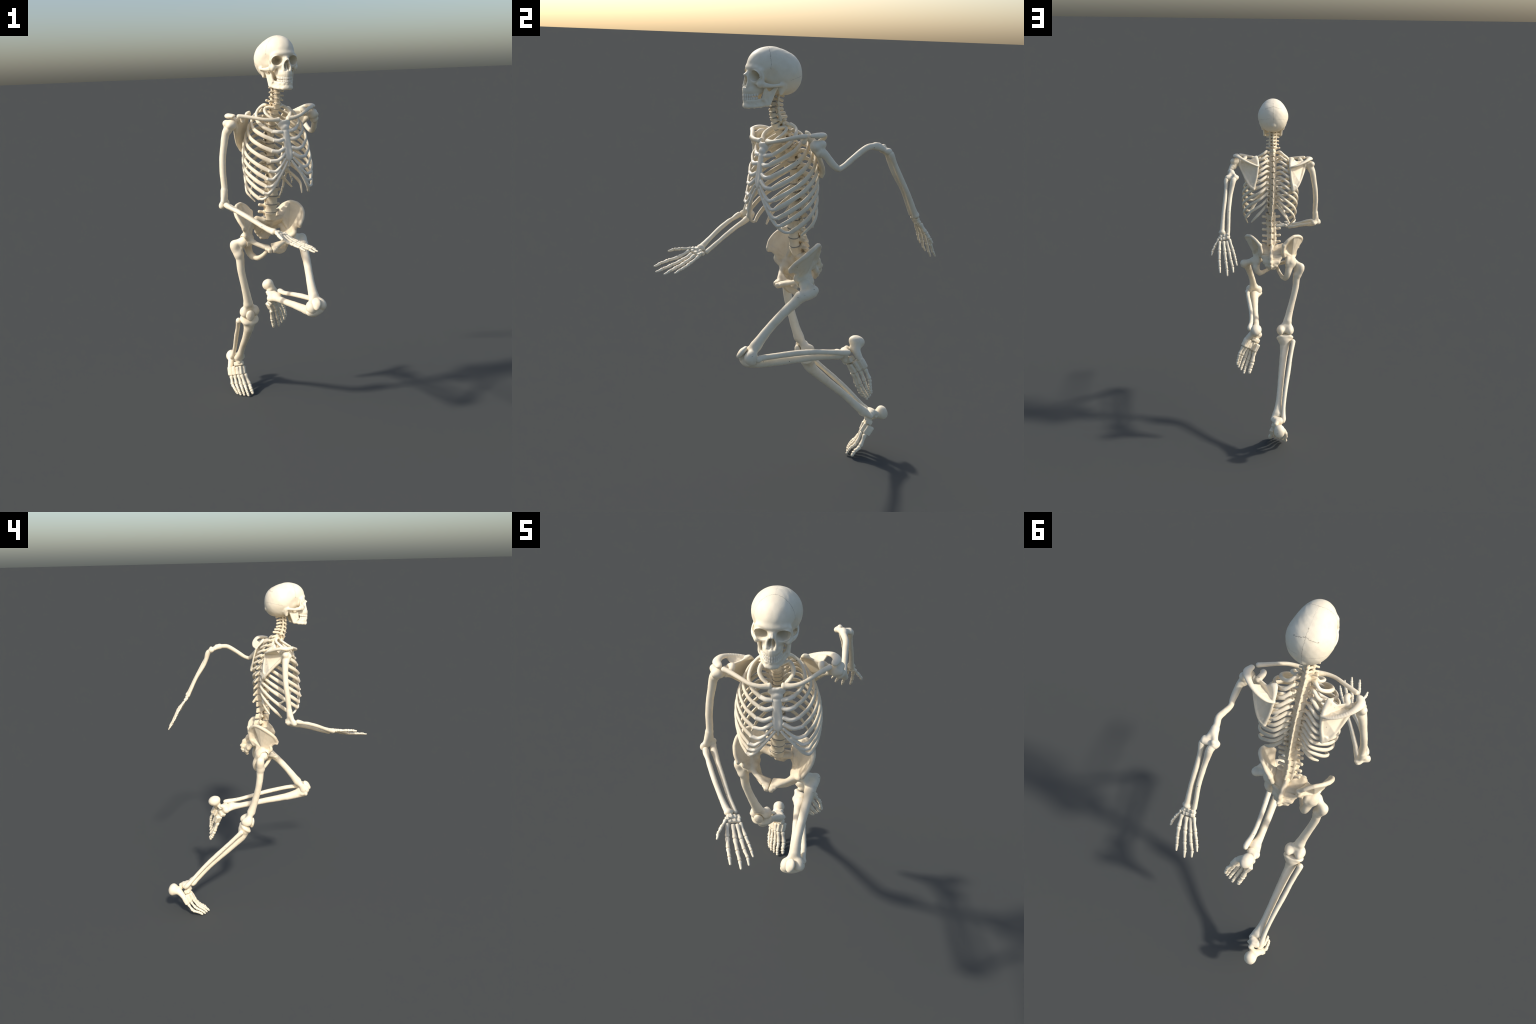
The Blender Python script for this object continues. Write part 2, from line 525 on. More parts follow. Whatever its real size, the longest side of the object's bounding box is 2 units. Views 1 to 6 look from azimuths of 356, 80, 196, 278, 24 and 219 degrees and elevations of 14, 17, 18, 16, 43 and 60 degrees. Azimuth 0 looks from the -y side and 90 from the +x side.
def build_teeth(skull):
    """rounded crowns; one mesh per tooth kind, set round the two arches"""
    kinds = {}
    for key, (w, d, hh) in dict(incisor=(0.0041, 0.0028, 0.0068), canine=(0.0040, 0.0036, 0.0072), premolar=(0.0040, 0.0044, 0.0062), molar=(0.0053, 0.0052, 0.0058)).items():
        s = Field((-0.008, -0.008, -0.010), (0.008, 0.008, 0.010), 0.0006)
        s.block((0, 0, 0.0008), (d, w, hh), rnd=min(d, w) * 0.72, k=0)
        s.tube([(0, 0, 0), (-0.001, 0, 0.008)], [d * 0.8, d * 0.6], 0.003)
        if key == "molar":
            s.ell((0, 0, -hh - 0.001), (0.0016, 0.0016, 0.0016), 0.002, cut=True)
        kinds[key] = make_mesh("tooth", *s.mesh(), ENAMEL)
    row = ["incisor", "incisor", "canine", "premolar", "premolar", "molar", "molar"]
    for up in (1, -1):
        at = 0.0
        for i, key in enumerate(row):
            w = {"incisor": 0.0041, "canine": 0.0040, "premolar": 0.0040, "molar": 0.0053}[key] * (1.0 if up > 0 else 0.96)
            f, l, ang = arch(at + w, 0.1275 if up > 0 else 0.1262)
            at += 2 * w + 0.0003
            for side in (1, -1):
                c, sn = math.cos(ang) , math.sin(ang) * side
                M = np.eye(4)
                M[:3, 0], M[:3, 1] = (c, sn, 0.0), (-sn, c, 0.0)
                if up < 0:
                    M[:3, 1] *= -1
                    M[:3, 2] *= -1
                M[:3, 3] = (f, l * side, (-0.0690 if up > 0 else -0.0804) + random.uniform(-0.0004, 0.0004) + 0.00012 * i * i)
                place("tooth", kinds[key], HEAD @ M, skull)


# ================================================================== SPINE
def cervical():
    s = Field((-0.062, -0.045, -0.022), (0.020, 0.045, 0.022), 0.0013)
    s.drum((0, 0, 0), 0.0125, 0.0150, 0.0088, 0.002, 0.12, 0)
    s.tube([(0.0115, -0.010, -0.0085), (0.0125, 0, -0.0095), (0.0115, 0.010, -0.0085)], 0.0022, 0.003)
    for q in (1, -1):
        s.tube([(-0.002, 0.012 * q, 0), (-0.008, 0.026 * q, -0.001), (-0.006, 0.0355 * q, -0.003)], [0.0045, 0.0042, 0.0042], 0.004)
        s.tube([(-0.018, 0.0175 * q, 0.011), (-0.014, 0.0185 * q, 0.0), (-0.019, 0.018 * q, -0.0105)], [0.0055, 0.007, 0.0055], 0.004)
        s.tube([(-0.018, 0.016 * q, 0.001), (-0.027, 0.008 * q, 0.0), (-0.033, 0, -0.002)], [0.006, 0.005, 0.005], 0.004, squash=((0.5, 0.5 * q, 0), 0.7))
    s.tube([(-0.030, 0, 0.001), (-0.043, 0, -0.002), (-0.054, 0, -0.0045)], [0.0055, 0.0056, 0.0062], 0.004)
    return relax(*(lambda m: (m[0], m[1]))(s.mesh())), s.mesh()[1]


def thoracic():
    s = Field((-0.078, -0.050, -0.042), (0.024, 0.050, 0.036), 0.0016)
    s.drum((0, 0, 0), 0.0170, 0.0215, 0.0138, 0.002, 0.14, 0)
    for q in (1, -1):
        s.tube([(-0.010, 0.011 * q, 0.006), (-0.024, 0.014 * q, 0.009)], [0.0065, 0.007], 0.005)
        s.tube([(-0.022, 0.012 * q, 0.008), (-0.028, 0.027 * q, 0.013), (-0.031, 0.040 * q, 0.017)], [0.007, 0.0055, 0.0068], 0.005)
        s.plate((-0.022, 0.0185 * q, 0.013), (-0.026, 0.0165 * q, -0.014), (-0.036, 0, 0.004), 0.003, 0.003)
        s.plate((-0.026, 0.0165 * q, -0.014), (-0.036, 0, 0.004), (-0.042, 0, -0.016), 0.003, 0.003)
        s.ell((-0.023, 0.0155 * q, -0.015), (0.004, 0.005, 0.006), 0.004)
    s.tube([(-0.034, 0, 0.002), (-0.047, 0, -0.008), (-0.060, 0, -0.022)], [0.0065, 0.0058, 0.0052], 0.004, squash=((0, 1, 0), 0.75))
    return s.mesh()


def lumbar():
    s = Field((-0.075, -0.062, -0.032), (0.032, 0.062, 0.032), 0.0018)
    s.drum((0, 0, 0), 0.0230, 0.0330, 0.0190, 0.003, 0.13, 0)
    for q in (1, -1):
        s.tube([(-0.016, 0.017 * q, 0.006), (-0.030, 0.018 * q, 0.005)], [0.0075, 0.008], 0.005)
        s.tube([(-0.026, 0.017 * q, 0.004), (-0.031, 0.035 * q, 0.003), (-0.033, 0.0515 * q, 0.005)], [0.0080, 0.0070, 0.0078], 0.005)
        s.tube([(-0.030, 0.021 * q, 0.016), (-0.034, 0.021 * q, 0.0), (-0.036, 0.0185 * q, -0.020)], [0.0065, 0.0075, 0.0062], 0.005)
        s.plate((-0.032, 0.020 * q, 0.010), (-0.036, 0.017 * q, -0.016), (-0.046, 0, -0.010), 0.0035, 0.004)
        s.plate((-0.032, 0.020 * q, 0.010), (-0.046, 0, -0.010), (-0.040, 0, 0.012), 0.0035, 0.004)
    s.plate((-0.038, 0, 0.012), (-0.040, 0, -0.012), (-0.062, 0, -0.014), 0.0035, 0.004)
    s.plate((-0.038, 0, 0.012), (-0.062, 0, -0.014), (-0.060, 0, 0.004), 0.0035, 0.004)
    s.tube([(-0.061, 0, 0.004), (-0.063, 0, -0.013)], 0.0048, 0.004)
    return s.mesh()


def build_spine():
    # centres in the chest frame (forward, up), top to bottom: seven neck, twelve chest
    neck = [(0.126, 0.334), (0.128, 0.317), (0.130, 0.298), (0.1305, 0.277), (0.1295, 0.255), (0.1265, 0.2335), (0.1205, 0.212)]
    zs = [0.190 - 0.0245 * i - 0.0006 * i * (i - 1) for i in range(12)]
    fs = [0.1125, 0.098, 0.081, 0.064, 0.048, 0.035, 0.026, 0.019, 0.016, 0.014, 0.014, 0.015]
    C = [put(CHEST, (f, 0, z)) for f, z in neck] + [put(CHEST, (f, 0, z)) for f, z in zip(fs, zs)]
    C += [A(p) for p in ((0.0165, -0.010, 1.311), (0.0150, -0.012, 1.270), (0.0105, -0.008, 1.2285), (0.0060, -0.001, 1.1875), (0.0030, 0.0095, 1.1480))]
    yaw = [19 + 0.6 * i for i in range(7)] + [23.5] * 12 + [21.5, 19, 16, 13, 10.5]
    C = A(C)
    T = np.gradient(C, axis=0)
    T[-1] = T[-2] * 0.4 + T[-1] * 0.6 + A([0, 0.006, 0])
    CV, CF = cervical()
    TV, TF = thoracic()
    LV, LF = lumbar()
    cache = {"c": make_mesh("vertebra", CV, CF, SPINE), "t": make_mesh("vertebra", relax(TV, TF), TF, SPINE), "l": make_mesh("vertebra", relax(LV, LF), LF, SPINE)}
    for i in range(24):
        z = -norm(T[i])
        y = math.radians(yaw[i])
        l = A([math.cos(y), math.sin(y), 0.05])
        l = norm(l - (l @ z) * z)
        f = np.cross(l, z)
        gap = np.linalg.norm(T[i])
        if i < 7:
            sc = A([1.0, 1.0, gap / 0.0205]) * 1.0
            sc[0] *= (0.80, 0.9, 0.86, 0.86, 0.88, 1.0, 1.08)[i]
            key = "c"
        elif i < 19:
            t = (i - 7) / 11
            key, w = "t", 0.88 + 0.42 * t * t
            sc = A([w, max(0.94, 1.02 - 0.1 * t), gap / 0.0292])
            if i >= 17:
                sc[1] = 0.80
            if i < 9:
                sc[0], sc[1] = 0.95, 0.95
        else:
            key, sc = "l", A([0.97, 0.97, gap / 0.0405])
            sc[0] *= (0.94, 0.96, 0.98, 1.0, 1.0)[i - 19]
        M = np.eye(4)
        M[:3, 0], M[:3, 1], M[:3, 2], M[:3, 3] = f * sc[0], l * sc[1], z * sc[2], C[i]
        place("vertebra", cache[key], M)
    # discs fill the slits between the vertebral bodies
    s = Field((-0.04, -0.04, -0.012), (0.04, 0.04, 0.012), 0.0016)
    s.drum((0, 0, 0), 0.0205, 0.0295, 0.0042, 0.003, 0.0, 0)
    dm = make_mesh("intervertebral_disc", *s.mesh(), DISC)
    for i in range(2, 23):
        z = norm(C[i] - C[i + 1])
        l = norm(np.cross(z, norm(A([math.sin(math.radians(yaw[i])), -math.cos(math.radians(yaw[i])), 0.0]))))
        f = np.cross(l, z)
        w = 0.56 if i < 6 else 0.62 + 0.35 * (i - 6) / 13 if i < 19 else 1.06
        M = np.eye(4)
        M[:3, 0], M[:3, 1], M[:3, 2], M[:3, 3] = f * w, l * w, z * (0.7 if i < 19 else 1.0), (C[i] + C[i + 1]) / 2
        place("intervertebral_disc", dm, M)


def build_sacrum():
    s = Field((-0.165, 0.0, -0.085), (0.040, 0.085, 0.115), 0.0018)
    top, tip = (-0.030, 0, 0.058), (-0.104, 0, -0.052)
    # stacked segments, curving back and then down
    seg = [(-0.034, 0.056, 0.030, 0.017), (-0.066, 0.036, 0.027, 0.016), (-0.094, 0.016, 0.023, 0.015), (-0.113, -0.008, 0.019, 0.013), (-0.118, -0.030, 0.015, 0.011), (-0.108, -0.048, 0.011, 0.008)]
    for f, z, w, r in seg:
        s.ell((f, 0, z), (r * 1.15, w, r), 0.010)
    wing = [(-0.020, 0.062, 0.068), (-0.048, 0.062, 0.050), (-0.076, 0.050, 0.016), (-0.098, 0.040, -0.010), (-0.108, 0.028, -0.030), (-0.106, 0.016, -0.047)]
    spine = [(-0.034, 0, 0.056), (-0.066, 0, 0.036), (-0.094, 0, 0.016), (-0.113, 0, -0.008), (-0.118, 0, -0.030), (-0.108, 0, -0.048)]
    th = [0.0135, 0.0140, 0.0120, 0.0095, 0.0075, 0.0055]
    for i in range(5):
        s.plate(spine[i], wing[i], wing[i + 1], th[i], 0.006)
        s.plate(spine[i], wing[i + 1], spine[i + 1], th[i], 0.006)
    s.drum((-0.026, 0, 0.070), 0.026, 0.034, 0.008, 0.003, 0, 0.006)
    for i, (f, z) in enumerate(((-0.066, 0.080), (-0.100, 0.055), (-0.125, 0.028), (-0.140, 0.000), (-0.137, -0.022))):
        s.ell((f, 0, z), (0.0085, 0.0058, 0.011 - 0.0012 * i), 0.009, R=[[0.8, 0, 0.6], [0, 1, 0], [-0.6, 0, 0.8]])
    s.tube([(-0.055, 0, 0.080), (-0.095, 0, 0.050), (-0.128, 0, 0.012), (-0.128, 0, -0.032)], [0.011, 0.0115, 0.0105, 0.008], 0.010)
    for i, (f, l, z) in enumerate(((-0.090, 0.026, 0.045), (-0.113, 0.021, 0.022), (-0.129, 0.017, -0.002), (-0.132, 0.013, -0.022))):
        s.ell((f, l, z), (0.010, 0.0042, 0.0034), 0.004, cut=True)                     # holes on the back
        s.tube([(f - 0.002, l * 0.4, z - 0.011), (f + 0.012, l * 2.0, z - 0.014)], 0.0024, 0.002, cut=True)
    for f, l, z in ((-0.040, 0.026, 0.030), (-0.070, 0.022, 0.010), (-0.092, 0.018, -0.012)):
        s.ell((f, l, z), (0.006, 0.005, 0.005), 0.004, cut=True)                       # and on the front
    s.sheet([((-0.012, 0.026, 0.062), (-0.016, 0.060, 0.074), (-0.046, 0.060, 0.052)), ((-0.012, 0.026, 0.062), (-0.046, 0.060, 0.052), (-0.040, 0.02, 0.030))], 0.0095, 0.012)
    V, F = s.mesh(mirror=True)
    add("sacrum", put(PELVIS, relax(V, F, 2) + A([0, 0.004, 0])), F, SPINE)
    d = Field((-0.05, -0.05, -0.02), (0.05, 0.05, 0.02), 0.0018)
    d.drum((0, 0, 0), 0.0245, 0.032, 0.007, 0.004, 0, 0)
    M = PELVIS.copy()
    ca, sa = math.cos(0.35), math.sin(0.35)
    Rm = np.eye(4)
    Rm[:3, :3] = [[ca, 0, -sa], [0, 1, 0], [sa, 0, ca]]
    T = np.eye(4)
    T[:3, 3] = (-0.021, 0.004, 0.076)
    place("intervertebral_disc", make_mesh("intervertebral_disc", *d.mesh(), DISC), M @ T @ Rm)


# ================================================================== CHEST
def rib_curve(i):
    """control points of rib i (1-12) on the left side, chest frame"""
    tub = {1: (0.098, 0.036, 0.185), 2: (0.071, 0.039, 0.195), 3: (0.052, 0.040, 0.171), 4: (0.034, 0.041, 0.143), 5: (0.018, 0.041, 0.115), 6: (0.004, 0.042, 0.087),
           7: (-0.002, 0.041, 0.056), 8: (-0.008, 0.038, 0.024), 9: (-0.010, 0.035, -0.008), 10: (-0.010, 0.031, -0.042), 11: (-0.008, 0.028, -0.078), 12: (-0.006, 0.026, -0.114)}[i]
    tip = {1: (0.150, 0.036, 0.128), 2: (0.168, 0.063, 0.079), 3: (0.184, 0.066, 0.040), 4: (0.188, 0.082, -0.007), 5: (0.189, 0.093, -0.053), 6: (0.188, 0.105, -0.097),
           7: (0.189, 0.117, -0.133), 8: (0.179, 0.121, -0.169), 9: (0.167, 0.130, -0.199), 10: (0.124, 0.136, -0.231), 11: (0.070, 0.132, -0.252), 12: (0.000, 0.118, -0.228)}[i]
    wide = [0.063, 0.105, 0.127, 0.144, 0.156, 0.164, 0.168, 0.169, 0.166, 0.160, 0.150, 0.118][i - 1]
    back = [0.093, 0.058, 0.032, 0.010, -0.008, -0.022, -0.031, -0.036, -0.038, -0.037, -0.034, -0.024][i - 1]
    tub, tip = A(tub), A(tip)
    head = A([tub[0] + (0.010 if i == 1 else 0.026 if i < 8 else 0.022), 0.016, tub[2] - (0.004 if i == 1 else 0.016 if i < 3 else 0.014 if i < 11 else 0.006)])
    if i == 12:
        return A([head, tub, (-0.022, 0.060, -0.150), (-0.020, 0.093, -0.190), tip])
    fm = back + (tip[0] - back) * (0.52 if i < 10 else 0.55)
    f2 = back + (fm - back) * 0.36
    f3 = fm + (tip[0] - fm) * (0.62 if i < 11 else 0.55)
    l3 = tip[1] + (wide - tip[1]) * 0.66 if i < 11 else (wide + tip[1]) / 2 + 0.002
    flat = [(tub[0], tub[1]), (back, tub[1] + (wide - tub[1]) * 0.36), (f2, tub[1] + (wide - tub[1]) * 0.80), (fm, wide), (f3, l3), (tip[0], tip[1])]
    run = np.cumsum([0] + [math.dist(p, q) for p, q in zip(flat[:-1], flat[1:])])
    # a rib falls evenly along its length, with a little sag
    sag = {1: -0.004, 2: 0.002, 8: 0.004, 9: 0.006, 10: 0.008, 11: 0.006}.get(i, 0.002)
    pts = [head]
    for (f, l), a in zip(flat, run / run[-1]):
        b = min(max((f - back) / (tip[0] - back), 0.0), 1.0)
        t = (0.72 * a + 0.28 * b) if 0 < a < 1 else a
        pts.append((f, l, tub[2] + (tip[2] - tub[2]) * t - sag * math.sin(math.pi * a)))
    return A(pts)


def build_ribs():
    for i in range(1, 13):
        P = spline(rib_curve(i), 9)
        n = len(P)
        t = np.linspace(0, 1, n)
        ru = np.interp(t, [0, 0.12, 0.25, 0.6, 0.93, 1], [0.0058, 0.0066, 0.0080, 0.0096, 0.0100, 0.0094])
        rv = np.interp(t, [0, 0.15, 0.5, 1], [0.0056, 0.0062, 0.0062, 0.0064])
        if i == 1:
            ru, rv = ru * 0.0 + 0.0064, rv * 0.0 + 0.0090
        if i == 2:
            ru, rv = ru * 0.92, rv * 1.18
        if i >= 11:
            k = np.interp(t, [0, 0.7, 1], [0.9, 0.9, 0.45])
            ru, rv = ru * k, rv * k
        ru = ru * (1 + 0.04 * np.sin(t * 23 + i))
        out = P - A([0.075, 0, 0])
        out[:, 2] = 0.0 if i > 2 else 0.012
        bump = np.exp(-((np.arange(n) - 9.5) / 2.2) ** 2) * (0.0022 if 1 < i < 11 else 0.0)     # knob at the transverse process
        V, F = loft(P, ru + bump, rv + bump, out, 14)
        pair("rib", V, F, BONE, CHEST)


def build_cartilage():
    ends = {2: (0.181, 0.019, 0.073), 3: (0.186, 0.018, 0.038), 4: (0.193, 0.021, -0.003), 5: (0.197, 0.021, -0.029)}
    for i, e in ends.items():
        j = rib_curve(i)[-1]
        e = A(e)
        m = (j + e) / 2 + A([0.006, 0, {2: -0.001, 3: -0.004, 4: -0.008, 5: -0.011}[i]])
        P = spline([j + (j - m) * 0.02, m, e], 9)
        pair("costal_cartilage", *loft(P, np.full(len(P), 0.0092), np.full(len(P), 0.0074), P - A([0.07, 0, 0]), 14), CART, CHEST)
    P = spline([(0.150, 0.036, 0.128), (0.160, 0.030, 0.116), (0.168, 0.022, 0.106)], 5)
    pair("costal_cartilage", *loft(P, np.full(len(P), 0.0065), np.full(len(P), 0.008), (0.3, 0.3, 1), 12), CART, CHEST)
    # the fused arch of cartilages six to ten
    s = Field((0.095, 0.0, -0.255), (0.220, 0.155, -0.035), 0.0018)
    J = {i: rib_curve(i)[-1] for i in range(6, 11)}
    s.tube([J[6], (0.195, 0.076, -0.103), (0.199, 0.048, -0.082), (0.199, 0.022, -0.052)], [0.0078, 0.0076, 0.0064, 0.0058], 0)
    s.tube([(0.199, 0.013, -0.066), (0.200, 0.034, -0.096), (0.197, 0.058, -0.130), (0.189, 0.084, -0.172), (0.170, 0.108, -0.210), (0.146, 0.124, -0.231), J[10]],
           [0.0056, 0.0062, 0.0068, 0.0070, 0.0066, 0.0060, 0.0062], 0.006)
    s.tube([J[7], (0.195, 0.094, -0.137), (0.197, 0.072, -0.120), (0.199, 0.052, -0.100)], [0.0076, 0.0070, 0.0062, 0.0056], 0.006)
    s.tube([J[8], (0.187, 0.100, -0.170), (0.195, 0.074, -0.148), (0.197, 0.062, -0.132)], [0.0074, 0.0066, 0.0058, 0.0055], 0.006)
    s.tube([J[9], (0.178, 0.112, -0.202), (0.186, 0.092, -0.180)], [0.0072, 0.0062, 0.0055], 0.006)
    V, F = s.mesh()
    pair("costal_cartilage", relax(V, F), F, CART, CHEST)

    s = Field((0.130, 0.0, -0.105), (0.225, 0.05, 0.140), 0.0017)
    tilt = [[0.96, 0, 0.28], [0, 1, 0], [-0.28, 0, 0.96]]
    s.ell((0.1725, 0.0, 0.1065), (0.0100, 0.0335, 0.0235), 0, R=tilt)
    s.ell((0.1790, 0.0, 0.0860), (0.0090, 0.0225, 0.0160), 0.010, R=tilt)
    s.ell((0.1690, 0.0, 0.1370), (0.020, 0.012, 0.0125), 0.008, cut=True)
    s.ell((0.1660, 0.033, 0.1330), (0.020, 0.0120, 0.0070), 0.008, cut=True)
    s.tube([(0.183, 0, 0.066), (0.188, 0, 0.036), (0.193, 0, 0.000), (0.1965, 0, -0.028), (0.197, 0, -0.042)], [0.0190, 0.0180, 0.0200, 0.0218, 0.0205], 0.003, squash=((1, 0, 0.1), 0.42))
    s.ell((0.2035, 0.0, 0.0), (0.004, 0.009, 0.055), 0.008, R=[[0.995, 0, -0.1], [0, 1, 0], [0.1, 0, 0.995]], cut=True)
    s.tube([(0.195, 0, -0.060), (0.193, 0, -0.085)], [0.0065, 0.0055], 0.005)
    V, F = s.mesh(mirror=True)
    add("sternum", put(CHEST, relax(V, F)), F, CART)


def build_shoulders():
    s = Field((0.085, 0.0, 0.105), (0.195, 0.225, 0.185), 0.0018)
    s.tube([(0.170, 0.030, 0.128), (0.174, 0.062, 0.131), (0.165, 0.100, 0.138), (0.140, 0.140, 0.149), (0.117, 0.175, 0.158), (0.105, 0.196, 0.161)],
           [0.0118, 0.0090, 0.0080, 0.0082, 0.0092, 0.0100], 0)
    s.ell((0.169, 0.024, 0.128), (0.010, 0.006, 0.0125), 0.006)
    V, F = s.mesh()
    pair("clavicle", relax(V, F), F, BONE, CHEST)

    s = Field((-0.065, 0.080, -0.040), (0.125, 0.255, 0.200), 0.0019)
    S, Mr, I, Nk = (0.034, 0.103, 0.170), (-0.014, 0.097, 0.120), (-0.038, 0.119, -0.012), (0.052, 0.188, 0.098)
    mid, low2, up = (-0.009, 0.136, 0.064), (-0.013, 0.160, 0.030), (0.033, 0.138, 0.146)
    s.sheet([(S, Mr, up), (Mr, up, Nk), (Mr, mid, Nk), (Mr, I, mid), (I, mid, low2), (mid, low2, Nk), (up, Nk, (0.052, 0.172, 0.144))], 0.0040, 0.004)
    s.ell((-0.033, 0.127, -0.002), (0.0060, 0.016, 0.020), 0.006)
    s.tube([(0.030, 0.112, 0.160), (0.026, 0.105, 0.160), (0.006, 0.098, 0.142), Mr, (-0.030, 0.103, 0.060), I], [0.0125, 0.012, 0.008, 0.0065, 0.006, 0.0085], 0.006, squash=((0.8, 0.3, -0.5), 0.6))
    s.tube([I, (-0.030, 0.142, 0.004), low2, (0.022, 0.180, 0.072), (0.060, 0.194, 0.108)], [0.008, 0.007, 0.0068, 0.008, 0.012], 0.005)
    s.ell((0.062, 0.198, 0.122), (0.015, 0.011, 0.023), 0.008)
    ridge = [Mr, (-0.019, 0.125, 0.129), (-0.010, 0.162, 0.143), (0.010, 0.195, 0.157), (0.034, 0.216, 0.165), (0.060, 0.226, 0.165), (0.083, 0.217, 0.164)]
    s.tube(ridge, [0.0075, 0.0095, 0.0098, 0.0108, 0.0140, 0.0170, 0.0135], 0.005, squash=((0.2, 0.2, 1), 0.62))
    for a, b, base in ((ridge[0], ridge[1], (0.010, 0.130, 0.125)), (ridge[1], ridge[2], (0.010, 0.130, 0.125)), (ridge[2], (0.010, 0.130, 0.125), (0.036, 0.168, 0.130)), (ridge[2], ridge[3], (0.036, 0.168, 0.130))):
        s.plate(a, b, base, 0.0035, 0.004)
    s.tube([(0.056, 0.180, 0.138), (0.072, 0.168, 0.153), (0.086, 0.168, 0.151), (0.095, 0.174, 0.138)], [0.013, 0.0125, 0.0120, 0.0110], 0.006)
    V, F = s.mesh()
    pair("scapula", relax(V, F, 22, 0.6), F, BONE, CHEST)


# ================================================================== ARMS
def humerus(side, shaft, rad, lat, med):
    top = [put(CHEST, A(p) * A([1, side, 1])) for p in ((0.070, 0.220, 0.124), (0.055, 0.239, 0.131), (0.080, 0.236, 0.122), (0.058, 0.238, 0.100))]
    pts = [top[3]] + [A(p) for p in shaft]
    lat, med = A(lat), A(med)
    allp = A(top + pts + [lat, med])
    s = Field(allp.min(0) - 0.045, allp.max(0) + 0.045, 0.0019)
    s.tube(pts, [0.021] + list(rad), 0)
    s.ell(top[0], 0.0245, 0.012)
    s.ell(top[1], 0.0170, 0.010)
    s.ell(top[2], 0.0120, 0.010)
    mid = (lat + med) / 2
    ax = norm(med - lat)
    end = pts[-1]
    down = norm(mid - A(pts[-2]))
    neck = A(pts[-2]) * 0.5 + A(end) * 0.5
    s.plate(neck, lat + ax * 0.012, med - ax * 0.012, 0.0080, 0.010)
    s.tube([neck, end * 0.5 + (lat + ax * 0.010) * 0.5, lat + ax * 0.009], [0.0130, 0.0105, 0.0100], 0.008)
    s.tube([neck, end * 0.5 + (med - ax * 0.010) * 0.5, med - ax * 0.009], [0.0130, 0.0105, 0.0105], 0.008)
    s.tube([lat + ax * 0.008 + down * 0.004, mid + down * 0.002, med - ax * 0.016 + down * 0.004], [0.0145, 0.0105, 0.0150], 0.006)
    s.ell(med - ax * 0.004 - down * 0.008, 0.0085, 0.010)
    s.ell(lat + ax * 0.004 - down * 0.008, 0.0075, 0.010)
    s.ripple(0.0004, 60.0)
    V, F = s.mesh()
    add("humerus", relax(V, F), F, BONE)


def long_bone(name, pts, rad, bulbs=(), h=0.0018, squash=None, mat=None, parent=None, k=0.008):
    pts = [A(p) for p in pts]
    allp = A(pts + [A(b[0]) for b in bulbs])
    m = max(max(rad), *(np.max(b[1]) for b in bulbs)) if bulbs else max(rad)
    s = Field(allp.min(0) - m - 0.012, allp.max(0) + m + 0.012, h)
    s.tube(pts, rad, 0, squash=squash)
    for b in bulbs:
        s.ell(b[0], b[1], k, R=b[2] if len(b) > 2 else None)
    s.ripple(0.0003, 70.0)
    V, F = s.mesh()
    return add(name, relax(V, F), F, mat or BONE, parent)


def basis(x, y):
    """rotation matrix with columns x, y made square, x cross y"""
    x = norm(x)
    y = norm(A(y) - (A(y) @ x) * x)
    return np.stack([x, y, np.cross(x, y)], 1)


def build_arms():
    humerus(-1, [(-0.208, -0.147, 1.568), (-0.219, -0.147, 1.510), (-0.227, -0.151, 1.457), (-0.229, -0.160, 1.392), (-0.226, -0.166, 1.333), (-0.229, -0.171, 1.286)],
            [0.0178, 0.0160, 0.0152, 0.0150, 0.0145, 0.0150], (-0.246, -0.204, 1.246), (-0.214, -0.150, 1.248))
    humerus(1, [(0.243, 0.058, 1.602), (0.243, 0.088, 1.568), (0.239, 0.110, 1.550), (0.232, 0.122, 1.549), (0.220, 0.148, 1.562), (0.205, 0.190, 1.594), (0.188, 0.238, 1.624), (0.168, 0.270, 1.629), (0.154, 0.300, 1.628)],
            [0.0150, 0.0140, 0.0120, 0.0115, 0.0112, 0.0120, 0.0130, 0.0130, 0.0135], (0.176, 0.338, 1.608), (0.110, 0.326, 1.610))
    # right forearm
    ax = A((0.04, 0.055, 0.0))
    long_bone("radius", [(-0.222, -0.216, 1.249), (-0.213, -0.228, 1.244), (-0.196, -0.247, 1.236), (-0.177, -0.268, 1.229), (-0.131, -0.315, 1.206), (-0.077, -0.364, 1.176), (-0.040, -0.394, 1.158), (-0.022, -0.407, 1.152)],
              [0.0125, 0.0125, 0.0092, 0.0105, 0.0105, 0.0105, 0.0130, 0.0140], [((-0.020, -0.404, 1.151), (0.010, 0.020, 0.0125), basis((0.74, -0.6, -0.25), (0.6, 0.74, -0.2)))])
    long_bone("ulna", [(-0.214, -0.164, 1.238), (-0.205, -0.180, 1.233), (-0.180, -0.206, 1.221), (-0.158, -0.230, 1.212), (-0.105, -0.285, 1.187), (-0.058, -0.333, 1.162), (-0.005, -0.382, 1.139)],
              [0.0130, 0.0145, 0.0125, 0.0108, 0.0100, 0.0090, 0.0098], [((-0.222, -0.155, 1.246), 0.0115)])
    # left forearm
    long_bone("radius", [(0.171, 0.350, 1.598), (0.170, 0.355, 1.588), (0.165, 0.371, 1.560), (0.160, 0.401, 1.505), (0.155, 0.446, 1.425), (0.150, 0.478, 1.358), (0.147, 0.491, 1.336)],
              [0.0125, 0.0125, 0.0092, 0.0105, 0.0105, 0.0125, 0.0140], [((0.147, 0.490, 1.334), (0.010, 0.020, 0.0125), basis((-0.1, 0.5, -0.85), (1, 0.2, 0)))])
    long_bone("ulna", [(0.126, 0.336, 1.606), (0.130, 0.352, 1.592), (0.134, 0.367, 1.550), (0.135, 0.386, 1.510), (0.128, 0.430, 1.442), (0.120, 0.460, 1.380), (0.115, 0.482, 1.334)],
              [0.0140, 0.0150, 0.0125, 0.0108, 0.0100, 0.0092, 0.0098], [((0.128, 0.330, 1.622), 0.0110)])


